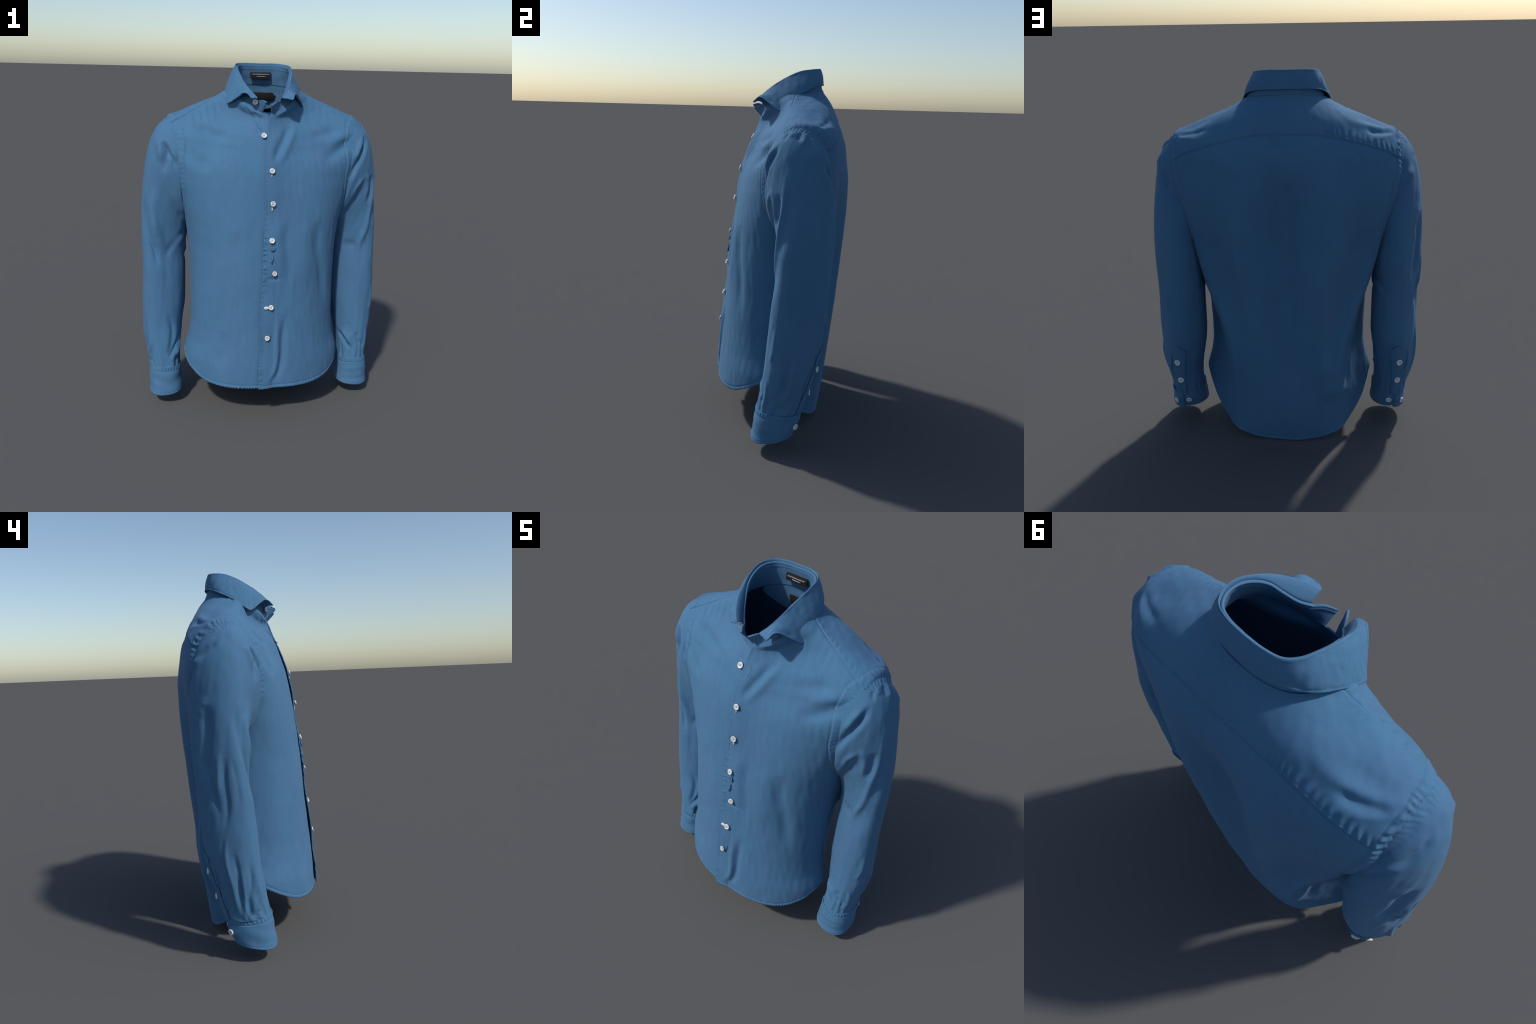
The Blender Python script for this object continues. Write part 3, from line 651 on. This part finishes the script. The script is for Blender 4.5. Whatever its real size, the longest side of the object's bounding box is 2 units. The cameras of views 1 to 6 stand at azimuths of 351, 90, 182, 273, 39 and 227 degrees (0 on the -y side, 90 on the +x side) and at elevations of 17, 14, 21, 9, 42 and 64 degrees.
def tube_ring(par, al):
    zo, zi, xo, xi, yf, yb, yw, ef, er, tilt = par
    c, sn = np.cos(al), np.sin(al)
    e = np.where(sn > 0, ef, er)
    k = (np.abs(c) ** e + np.abs(sn) ** e) ** (-1 / e)
    cx, cy = (xo + xi) / 2, yf + yw * (yb - yf)
    depth = np.where(sn > 0, cy - yf, yb - cy)
    # the sleeve hangs turned a little: its outer side lies further forward than its inner side
    shear = (0.022 + 0.012 * np.exp(-((zi - 0.80) / 0.22) ** 2)) * smooth(0.35, 0.60, zi) * smooth(1.60, 1.35, zo)
    return np.stack([cx + (xo - xi) / 2 * c * k, cy - depth * sn * k - shear * c, (zo + zi) / 2 + (zo - zi) / 2 * c - tilt * sn], -1)


def sleeve_grid(keys, top=None, rows=260, spread=None):
    al = np.linspace(0, TAU, SC, endpoint=False)
    K = [tube_ring(k, al) for k in keys]
    if top is not None:
        K = [top] + K
    K = np.array(K)
    mid = K.mean(1)
    t = np.r_[0, np.cumsum(np.linalg.norm(np.diff(K, axis=0), axis=2).mean(1))]
    q = np.linspace(0, t[-1], rows)
    G = np.zeros((rows, SC, 3))
    for j in range(SC):
        for k in range(3):
            G[:, j, k] = pchip(t, K[:, j, k], q)
    return G


def oriented(g):
    nn = grid_normals(g, True)
    if ((g - g.mean(1, keepdims=True)) * nn).sum() < 0:
        nn = -nn
    return nn


ROW_S, ROW_C = 330, 90
al = np.linspace(0, TAU, SC, endpoint=False)[None, :]
SLEEVES = {}
for right in (True, False):
    side = 1 if right else -1
    top = on_body(loop_yz, right)
    top[:, 0] = np.abs(top[:, 0]) - 0.004
    idx = np.linspace(0, len(top), SC, endpoint=False)
    top = np.stack([np.interp(idx, np.arange(len(top) + 1), np.r_[top[:, k], top[:1, k]]) for k in range(3)], 1)
    keys = SLEEVE.copy()
    cuffs = CUFF.copy()
    if right:
        keys[:, 2] -= 0.004
        keys[4:8, 3] -= 0.010
    else:
        keys[:, 2] += 0.001
        cuffs[:, 2] -= 0.005
    for name, g in (("sleeve", sleeve_grid(keys, top, ROW_S)), ("cuff", sleeve_grid(cuffs, None, ROW_C))):
        nn = oriented(g)
        w = g * np.array([side, 1, 1])
        D = np.zeros(g.shape[:2])
        run = np.cumsum(np.linalg.norm(np.diff(g, axis=0, prepend=g[:1]), axis=2), 0)      # distance down from the upper edge
        left = run[-1:] - run                                                                   # distance up from the lower edge
        girth = np.cumsum(np.linalg.norm(np.diff(g, axis=1, prepend=g[:, -1:]), axis=2), 1)
        if name == "sleeve":
            cap = np.exp(-(((al + math.pi - 0.1) % TAU - math.pi) / 0.62) ** 2) * (1.0 if right else 0.6)
            D += cap * 0.0032 * np.sin(girth[:1] * TAU / 0.022 + 2 * waves(w, (5, 5, 2), seed=21)) * np.exp(-((run - 0.022) / 0.025) ** 2)
            D -= 0.006 * np.exp(-(run / 0.009) ** 2)
            D += 0.004 * np.sin(girth[-1:] * TAU / 0.05 + 2.5 * waves(w, (6, 6, 2), seed=22)) * np.exp(-left / 0.09) * smooth(0, 0.02, left)
            D -= 0.0012 * smooth(0.006, 0.0, left)
            add_folds(D, w, "+" if right else "-", 1.15)
            D += 0.0022 * waves(w, (5, 5, 1.5), seed=23 + right) + 0.0008 * waves(w, (20, 20, 6), 30, seed=25 + right)
            D *= smooth(0, 0.012, run) * 0.9 + 0.1
        else:
            D += 0.0020 * np.sin(girth[:1] * TAU / 0.019 + 1.5 * waves(w, (9, 9, 2), seed=31)) * np.exp(-((run - 0.014) / 0.009) ** 2)
            D -= 0.0022 * np.exp(-((run - 0.028) / 0.003) ** 2) + 0.0016 * np.exp(-((left - 0.012) / 0.003) ** 2)
            # the outer end laps over the inner end at the back of the wrist
            gap = g[..., 0] - 0.606
            D += np.where(np.sin(al) < 0, 0.009 * smooth(-0.002, 0.002, gap) * smooth(0.075, 0.02, gap), 0)
            D -= np.where(np.sin(al) < 0, 0.004 * np.exp(-((gap + 0.006) / 0.006) ** 2), 0)
            D += 0.0018 * waves(w, (7, 7, 14), seed=33 + right)
            D -= 0.002 * smooth(0.006, 0, left)
            D += 0.0012 * smooth(0.0, 0.004, run)
        g = g + nn * D[..., None]
        nn = oriented(g)
        SLEEVES[name, right] = (g, nn)
        v, f, _ = shell(g * np.array([side, 1, 1]), nn * np.array([side, 1, 1]), 0.006, True)
        if not right:
            f = f[:, ::-1]
        ob = add_mesh(name, v, f, CLOTH, shirt if name == "sleeve" else SLEEVES["ob", right])
        if name == "sleeve":
            SLEEVES["ob", right] = ob


def patch(g, nn, u_of, v_of, shape, lift):
    """Points on a sleeve grid at fractional rows u and columns v, lifted off the cloth."""
    r, c = g.shape[:2]
    u = np.clip(u_of, 0, r - 1.001)
    v = v_of % c
    i, j = u.astype(int), v.astype(int) % c
    a, b = (u - u.astype(int))[..., None], (v - v.astype(int))[..., None]
    jn = (j + 1) % c
    mix = lambda A: (A[i, j] * (1 - b) + A[i, jn] * b) * (1 - a) + (A[i + 1, j] * (1 - b) + A[i + 1, jn] * b) * a
    n = mix(nn)
    n /= np.linalg.norm(n, axis=-1, keepdims=True)
    return mix(g) + n * lift[..., None], n


# sleeve plackets: a pointed strip over the slit at the back of the forearm
PLACKET = ((0.245, 0.612), (0.40, 0.604), (0.545, 0.588))       # height and middle line (x) of the strip
for right in (True, False):
    side = 1 if right else -1
    g, nn = SLEEVES["sleeve", right]
    rear = np.arange(SC)[np.sin(al[0]) < -0.35]
    hh, ww = np.linspace(0, 1, 90), np.linspace(-1, 1, 40)
    T, W = np.meshgrid(hh, ww, indexing="ij")
    peak = 0.548 + 0.034 * (1 - np.abs(W)) ** 1.0
    zt = 0.222 + T * (peak - 0.222)
    half = 0.031 + 0.004 * smooth(0.50, 0.545, zt)
    xt = np.interp(zt, [p[0] for p in PLACKET], [p[1] for p in PLACKET]) + half * W
    # find rows and columns of the sleeve at these places
    zmid = g[:, rear, 2].mean(1)
    order = np.argsort(zmid)
    U = np.interp(zt, zmid[order], order.astype(float))
    Vv = np.zeros_like(U)
    for i in range(U.shape[0]):
        for j in range(U.shape[1]):
            xr = g[int(round(U[i, j])), rear, 0]
            o = np.argsort(xr)
            Vv[i, j] = np.interp(xt[i, j], xr[o], rear[o].astype(float))
    edge = np.minimum(1 - np.abs(W), (peak - zt) / 0.034 + 0.0)
    lift = 0.0085 - 0.0014 * np.exp(-((edge - 0.18) / 0.06) ** 2) - 0.0012 * np.exp(-((zt - 0.505) / 0.003) ** 2) - 0.0012 * np.exp(-((zt - 0.520) / 0.003) ** 2)
    q, qn = patch(g, nn, U, Vv, None, lift)
    q = q * np.array([side, 1, 1]); qn = qn * np.array([side, 1, 1])
    v, f, _ = shell(q, qn, 0.007, False)
    add_mesh("sleeve_placket", v, f, CLOTH, SLEEVES["ob", right])

# ------------------------------------------------------------------- collar
RIM = {  # outer edge of the collar's top, from the back to the front end
    1: ((0, .204, 1.996), (.06, .201, 1.997), (.112, .183, 1.994), (.143, .142, 1.988), (.153, .090, 1.979), (.150, .040, 1.960), (.137, -.020, 1.930),
        (.116, -.077, 1.891), (.092, -.123, 1.853), (.066, -.150, 1.826)),
    -1: ((0, .204, 1.996), (-.06, .201, 1.997), (-.118, .186, 1.996), (-.150, .148, 1.993), (-.162, .095, 1.985), (-.162, .035, 1.961), (-.153, -.011, 1.937),
         (-.136, -.066, 1.902), (-.103, -.118, 1.860), (-.070, -.150, 1.824))}
INNER = {  # inner edge of the top, where the cloth turns down inside; wide and slack toward the front
    1: ((0, .196, 1.993), (.06, .193, 1.994), (.106, .175, 1.991), (.134, .136, 1.985), (.142, .088, 1.976), (.138, .040, 1.956), (.124, -.005, 1.924),
        (.104, -.040, 1.880), (.082, -.074, 1.838), (.060, -.108, 1.812)),
    -1: ((0, .196, 1.993), (-.06, .193, 1.994), (-.112, .178, 1.993), (-.141, .142, 1.990), (-.153, .092, 1.981), (-.151, .035, 1.957), (-.140, -.005, 1.930),
         (-.122, -.040, 1.890), (-.094, -.080, 1.846), (-.066, -.112, 1.812))}
FALL = {  # free edge of the collar leaf, from the back round to the wing tip
    1: ((0, .225, 1.914), (.09, .216, 1.912), (.156, .180, 1.904), (.191, .130, 1.883), (.208, .075, 1.850), (.212, .020, 1.806), (.207, -.024, 1.771)),
    -1: ((0, .225, 1.914), (-.09, .216, 1.914), (-.161, .181, 1.907), (-.200, .132, 1.887), (-.218, .074, 1.859), (-.224, .015, 1.820), (-.221, -.037, 1.785))}
FRONT = {  # front edge of the leaf, from the wing tip over its curl to the fold line's end
    1: ((.207, -.024, 1.771), (.182, -.070, 1.804), (.152, -.115, 1.838), (.134, -.140, 1.840), (.120, -.165, 1.817), (.092, -.164, 1.822), (.066, -.153, 1.824)),
    -1: ((-.221, -.037, 1.785), (-.199, -.058, 1.797), (-.175, -.084, 1.820), (-.148, -.112, 1.843), (-.124, -.136, 1.843), (-.105, -.158, 1.822), (-.088, -.158, 1.823), (-.070, -.153, 1.822))}
STAND_END = {1: ((.060, -.108, 1.810), (.040, -.135, 1.802), (.008, -.162, 1.782)), -1: ((-.066, -.112, 1.810), (-.048, -.145, 1.812), (-.028, -.172, 1.800))}


def both(d, n, tail=None):
    """Join the two halves of a neck curve into one run from the right front over the back to the left front."""
    L = even(catmull(d[-1], 200), n)
    R = even(catmull(d[1], 200), n)
    return np.vstack([L[::-1], R[1:]])


n1, n2 = 120, 60
rim = both(RIM, n1 + n2)
inner = both(INNER, n1 + n2)
inner = rim + (inner - rim) * (0.55 + 0.45 * smooth(0.35, 0.75, np.abs(np.linspace(-1, 1, len(rim)))))[:, None]
half = {}
for k in (1, -1):
    a = even(catmull(FALL[k], 200), n1 + 1)
    b = even(catmull(FRONT[k], 200), n2)
    half[k] = np.vstack([a[:-1], b])
free = np.vstack([half[-1][::-1], half[1][1:]])
M = 30
t = np.linspace(0, 1, M)[:, None, None]
out = rim - np.array([0, 0.04, 0])
out[:, 2] = 0
out /= np.linalg.norm(out, axis=1, keepdims=True) + 1e-9
ends = np.abs(np.linspace(-1, 1, len(rim)))
# the cloth comes up inside, turns over the top in a soft round edge, and falls outside as the leaf
q = np.linspace(0, 1, 11)[:, None, None]
mid = 0.5 * (inner + rim) + np.array([0, 0, 0.004])
low = inner - np.array([0, 0, 0.010])
edge_out = rim + out * 0.0015 - np.array([0, 0, 0.004])
over = np.stack([even(catmull(np.array([low[k], inner[k] + (0, 0, -.002), mid[k], rim[k], edge_out[k]]), 40), 12) for k in range(len(rim))], 1)
fall = over[-1][None] * (1 - t) + free[None] * t
size = np.linalg.norm(free - over[-1], axis=1)
bow = 0.004 * np.sin(np.pi * t[..., 0]) * smooth(1.0, 0.75, ends)[None, :]
fall = fall + out[None] * bow[..., None]
drop = (1 - t[..., 0]) * size[None]                                  # distance from the free edge
leaf = np.vstack([over, fall[1:]])
nn = grid_normals(leaf, False)
if (nn[20, leaf.shape[1] // 2] @ np.array([0, 1, 0])) < 0:
    nn = -nn
dl = np.zeros(leaf.shape[:2])
dl[12:] -= (0.0013 * np.exp(-((drop - 0.009) / 0.0028) ** 2) * smooth(0.02, 0.04, size)[None])[1:]
dl[12:] += (0.0010 * np.exp(-((drop - 0.003) / 0.004) ** 2) * smooth(0.02, 0.04, size)[None])[1:]
crumple = (smooth(0.62, 0.85, ends) * smooth(0.01, 0.05, size))[None, :]
dl[12:] += (smooth(0.0, 0.03, size)[None, :] * (0.0016 + 0.0025 * crumple) * waves(leaf, (10, 10, 8), seed=41) + 0.0007 * waves(leaf, (40, 40, 20), seed=42))[12:] * smooth(0, 0.02, drop)[1:]
leaf = leaf + nn * dl[..., None]
nn = grid_normals(leaf, False)
if (nn[20, leaf.shape[1] // 2] @ np.array([0, 1, 0])) < 0:
    nn = -nn
thick = 0.0055 + (0.004 * smooth(0.70, 0.86, ends) * smooth(0.03, 0.07, size) - 0.003 * smooth(0.03, 0.0, size))[None, :] * np.ones((len(leaf), 1))
v, f, _ = shell(leaf, nn, thick, False)
collar = add_mesh("collar", v, f, CLOTH, shirt)

# the stand rises from the neck seam to the fold line and runs on past the leaf to its two round ends
tails = {k: even(catmull(STAND_END[k], 60), 30) for k in (1, -1)}
top_c = even(np.vstack([tails[-1][::-1], inner, tails[1]]), 299)
neck = P[-1]
keep = np.ones(len(neck), bool)
half_way = np.arange(len(neck)) < len(neck) // 2
keep &= ~(half_way & (neck[:, 1] < 0) & (neck[:, 0] > -0.034))
bot_c = even(neck[keep], len(top_c))
inw = top_c - np.array([0, 0.04, 0])
inw[:, 2] = 0
inw /= np.linalg.norm(inw, axis=1, keepdims=True)
covered = smooth(1.0, 0.8, np.abs(np.linspace(-1, 1, len(top_c))))[:, None]
t = np.linspace(0, 1, 34)[:, None, None]
stand = (bot_c[None] - np.array([0, 0, 0.008])) * (1 - t) + (top_c - inw * 0.001 * covered - np.array([0, 0, 0.006]) * covered)[None] * t
nn = grid_normals(stand, False)
if (nn[5, stand.shape[1] // 2] @ np.array([0, 1, 0])) < 0:
    nn = -nn
ds = 0.0014 * waves(stand, (12, 12, 12), seed=44) * np.sin(np.pi * t[..., 0]) - 0.0014 * np.exp(-((t[..., 0] - 0.82) / 0.03) ** 2)
slack = smooth(0.10, -0.06, stand[..., 1]) * np.sin(np.pi * np.clip(t[..., 0] * 0.9 + 0.1, 0, 1)) * smooth(0.0, 0.06, np.abs(np.linspace(-1, 1, stand.shape[1]))[None, ::1] * 0 + np.minimum(np.arange(stand.shape[1]), np.arange(stand.shape[1])[::-1])[None] / stand.shape[1])
stand = stand + nn * (ds - 0.001 - 0.008 * slack)[..., None]
v, f, _ = shell(stand, nn, 0.008, False)
add_mesh("collar_stand", v, f, CLOTH, shirt)

# facing: the inner layer of the yoke that carries on straight down from the stand at the back of the neck
rear = bot_c[(bot_c[:, 1] > 0.15)]
rear = even(rear, 90)
tt = np.linspace(0, 1, 40)[:, None, None]
inside = rear - np.array([0, 0.04, 0])
inside[:, 2] = 0
inside /= np.linalg.norm(inside, axis=1, keepdims=True)
deep = (0.155 * np.sin(np.pi * np.linspace(0.04, 0.96, 90)) ** 0.6)[None, :, None]
facing = rear[None] - inside[None] * (0.0065 - 0.020 * tt) - np.array([0, 0, 1]) * (deep * tt - 0.004)
nn = grid_normals(facing, False)
if (nn[5, 45] @ np.array([0, 1, 0])) < 0:
    nn = -nn
facing = facing + nn * (0.0012 * waves(facing, (12, 12, 12), seed=47))[..., None] * np.clip(tt * 4, 0, 1)
v, f, _ = shell(facing, nn, 0.003, False)
add_mesh("neck_facing", v, f, CLOTH, shirt)

# ------------------------------------------------------------------ buttons
def lathe(profile, n=28):
    v, f = [], []
    for r, z in profile:
        for k in range(n):
            a = TAU * k / n
            v.append((r * math.cos(a), r * math.sin(a), z))
    for i in range(len(profile) - 1):
        for k in range(n):
            f.append((i * n + k, i * n + (k + 1) % n, (i + 1) * n + (k + 1) % n, (i + 1) * n + k))
    f.append(tuple(range((len(profile) - 1) * n, len(profile) * n)))
    return v, f


def button_mesh(name, r, metal):
    prof = [(r * 0.55, -0.004), (r * 0.92, 0.0), (r, 0.0025), (r * 0.97, 0.0050), (r * 0.88, 0.0062), (r * 0.74, 0.0060), (r * 0.62, 0.0046), (r * 0.3, 0.0040)]
    v, f = lathe(prof)
    mats = [0] * len(f)
    # four small dark discs in place of the holes, under a cross of thread
    for dx, dy in ((1, 1), (1, -1), (-1, 1), (-1, -1)):
        hv, hf = lathe([(r * 0.14, 0.0030), (r * 0.14, 0.0046), (r * 0.09, 0.0046)], 10)
        o = len(v)
        v += [(x + dx * r * 0.23, y + dy * r * 0.23, z) for x, y, z in hv]
        f += [tuple(i + o for i in q) for q in hf]
        mats += [1] * len(hf)
    for ang in (0.785, -0.785):
        o = len(v)
        c, sn = math.cos(ang), math.sin(ang)
        for lx, ly, lz in ((-1, -1, 0), (1, -1, 0), (1, 1, 0), (-1, 1, 0), (-1, -1, 1), (1, -1, 1), (1, 1, 1), (-1, 1, 1)):
            x, y = lx * r * 0.33, ly * r * 0.07
            v.append((c * x - sn * y, sn * x + c * y, 0.0042 + 0.0014 * lz + (0.0003 if ang > 0 else 0)))
        f += [tuple(i + o for i in q) for q in ((4, 5, 6, 7), (0, 1, 5, 4), (1, 2, 6, 5), (2, 3, 7, 6), (3, 0, 4, 7))]
        mats += [2] * 5
    me = bpy.data.meshes.new(name)
    me.from_pydata(v, [], f)
    for m in (metal, HOLE if metal is PEARL else CLOTH, THREAD_PALE if metal is PEARL else CLOTH):
        me.materials.append(m)
    me.polygons.foreach_set("material_index", mats)
    me.polygons.foreach_set("use_smooth", [True] * len(f))
    me.update()
    return me


from mathutils import Vector, Matrix


def place(mesh, name, at, normal, parent, scale=1.0, spin=0.0, up=0.0):
    ob = bpy.data.objects.new(name, mesh)
    bpy.context.scene.collection.objects.link(ob)
    n = Vector(normal).normalized()
    rot = n.to_track_quat("Z", "Y").to_matrix().to_4x4() @ Matrix.Rotation(spin, 4, "Z")
    ob.matrix_world = Matrix.Translation(Vector(at) + n * up) @ rot @ Matrix.Scale(scale, 4)
    ob.parent = parent
    return ob


HOLE = plain("button_hole_shade", (0.10, 0.10, 0.10), 0.8, 0.2)
BUTTON = button_mesh("button", 0.0150, PEARL)
BLUE_BUTTON = button_mesh("covered_button", 0.0140, CLOTH)
front_pts = (np.cos(phi) > 0.5)
FP, FN = P[front_pts], N[front_pts]
left_half = np.broadcast_to(uu > 0.5, phi.shape)[front_pts]


def front_at(x, z, left=True):
    ok = left_half if left else ~left_half
    d = (FP[:, 0] - x) ** 2 + (FP[:, 2] - z) ** 2 + np.where(ok, 0, 1)
    i = np.argsort(d)[:30]
    n = FN[i].mean(0)
    return FP[i[0]], n / np.linalg.norm(n)


# down the front: x, z, tilt of the disc
r = np.random.default_rng(4)
for x, z, left in ((-0.034, 1.622, False), (0.003, 1.446, True), (0.009, 1.272, True), (0.004, 1.073, True), (0.017, 0.885, True), (0.004, 0.693, True), (-0.017, 0.518, True)):
    p, n = front_at(x, z, left)
    n = n + np.array([r.uniform(-0.35, 0.2), 0, r.uniform(-0.1, 0.3)])
    place(BUTTON, "button", p, n, shirt, r.uniform(0.93, 1.03), r.uniform(0, 3), 0.007)
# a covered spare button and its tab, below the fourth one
p, n = front_at(0.006, 1.030)
place(BLUE_BUTTON, "covered_button", p, n + np.array([0.1, 0, 0.2]), shirt, 1.0, 0.4, 0.006)


def tab(name, pts, width, thick, material, parent, lift=0.003):
    """A small strip of cloth or thread that lies on the front along (x, z) points."""
    line = even(catmull(pts, 40), 24)
    base = np.array([front_at(x, z)[0] for x, z in line])
    nrm = np.array([front_at(x, z)[1] for x, z in line])
    tg = np.gradient(base, axis=0)
    sd = np.cross(nrm, tg)
    sd /= np.linalg.norm(sd, axis=1, keepdims=True) + 1e-9
    ring_n = 10
    a = np.arange(ring_n) * TAU / ring_n
    w = width * np.sin(np.pi * np.linspace(0.06, 0.94, len(line))) ** 0.5
    q = base[:, None] + sd[:, None] * (np.cos(a)[None, :, None] * w[:, None, None]) + nrm[:, None] * (lift + np.sin(a)[None, :, None] * thick)
    v, f, _ = shell(q, np.zeros_like(q), 0.0, True)
    half = len(line) * ring_n
    f = f[: (len(line) - 1) * ring_n]
    caps = [tuple(range(ring_n))[::-1], tuple(range(half - ring_n, half))]
    return add_mesh(name, v[:half], [tuple(x) for x in f] + caps, material, parent)


tab("button_loop", ((0.009, 0.995), (0.008, 0.970), (0.002, 0.948)), 0.0045, 0.006, CLOTH, shirt, 0.004)
for x, z0, z1, wd, th in ((0.022, 1.642, 1.594, 0.0022, 0.0008), (0.003, 1.428, 1.415, 0.0030, 0.0022), (0.006, 1.256, 1.234, 0.0045, 0.0022)):
    tab("buttonhole_stitching", ((x, z0), (x - 0.001, (z0 + z1) / 2), (x - 0.002, z1)), wd, th, THREAD_PALE if z1 < 1.5 else STITCH, shirt, 0.0008 if z1 > 1.5 else 0.003)
tab("buttonhole_stitching", ((-0.008, 0.694), (-0.022, 0.693), (-0.036, 0.692)), 0.010, 0.005, PEARL, shirt, 0.004)
tab("buttonhole_stitching", ((0.006, 0.545), (0.003, 0.515), (-0.004, 0.498)), 0.003, 0.0025, CLOTH, shirt)

# on the sleeves
for right in (True, False):
    side = 1 if right else -1
    for part, spots in (("sleeve", ((0.600, 0.469), (0.601, 0.335))), ("cuff", ((0.645, 0.160), (0.574, 0.175)))):
        g, nn = SLEEVES[part, right]
        back = np.broadcast_to(np.sin(al) < -0.05, g.shape[:2])
        gp, gn = g[back], nn[back]
        for x, z in spots:
            d = (gp[:, 0] - x) ** 2 + (gp[:, 2] - z) ** 2
            i = np.argsort(d)[:20]
            n = gn[i].mean(0)
            m = np.array([side, 1, 1])
            n = n + np.array([0.0, 0.0, 0.25 if part == "sleeve" else 0.0])
            place(BUTTON, "button", gp[i[0]] * m, n * m, SLEEVES["ob", right], 1.12, r.uniform(0, 3), 0.0095 if part == "sleeve" else 0.003)
# on the collar stand
place(BUTTON, "button", (-0.076, -0.112, 1.797), (-0.25, -1, 0.25), shirt, 1.0, 0.5, 0.004)

# ------------------------------------------------------------------- labels
def slab(name, corners, n, depth, material, parent, ripple=0.0, ragged=0.0):
    """A thin woven label spanned between four corners (upper left, upper right, lower right, lower left), facing the front."""
    a, b, c, d = (np.array(k, float) for k in corners)
    s_, t_ = np.meshgrid(np.linspace(0, 1, n), np.linspace(0, 1, n // 2), indexing="xy")
    s_, t_ = s_[..., None], t_[..., None]
    edge = (a * (1 - s_) + b * s_) * (1 - t_) + (d * (1 - s_) + c * s_) * t_
    edge[..., 1] += ripple * np.sin(s_[..., 0] * 7) - ripple * np.sin(t_[..., 0] * 3)
    if ragged:
        rr = np.random.default_rng(2)
        e = ragged * np.convolve(rr.normal(0, 1, n + 4), np.ones(5) / 2.2, "valid")
        edge[-1, :, 2] += e
        edge[:, -1, 0] += ragged * 1.5 * np.convolve(rr.normal(0, 1, n // 2 + 4), np.ones(5) / 2.2, "valid")
    nn = np.zeros_like(edge)
    nn[..., 1] = -1
    v, f, _ = shell(edge, nn, depth, False)
    return add_mesh(name, v, f, material, parent, smooth_shade=False)


lab_ob = slab("neck_label", ((-0.064, 0.185, 1.949), (0.057, 0.185, 1.950), (0.054, 0.180, 1.914), (-0.063, 0.180, 1.916)), 30, 0.005, LABEL, shirt, 0.0015)
slab("size_label", ((-0.055, 0.203, 1.837), (0.072, 0.202, 1.836), (0.087, 0.204, 1.800), (-0.050, 0.205, 1.790)), 40, 0.004, LABEL, shirt, 0.002, 0.004)
# two lines of worn lettering, too small to read: rows of short pale bars
lv, lf = [], []
rr = np.random.default_rng(9)
for z, x0, x1, hgt in ((1.9385, -0.052, 0.046, 0.0050), (1.9275, -0.026, 0.022, 0.0042)):
    x = x0
    while x < x1:
        w = rr.uniform(0.0012, 0.0032)
        hh = hgt * rr.uniform(0.65, 1.0)
        y = 0.1770 + 0.0015 * math.sin((x + 0.064) / 0.121 * 7)
        o = len(lv)
        for dy in (0, 0.003):
            lv += [(x, y + dy, z - hh / 2), (x + w, y + dy, z - hh / 2), (x + w, y + dy, z + hh / 2), (x, y + dy, z + hh / 2)]
        lf += [(o, o + 1, o + 2, o + 3), (o, o + 4, o + 5, o + 1), (o + 1, o + 5, o + 6, o + 2), (o + 2, o + 6, o + 7, o + 3), (o + 3, o + 7, o + 4, o)]
        x += w + rr.choice([0.0008, 0.0012, 0.003], p=[0.5, 0.35, 0.15])
letters = add_mesh("lettering", np.array(lv), lf, LETTER, lab_ob, smooth_shade=False)
letters["kind"] = "stuff"
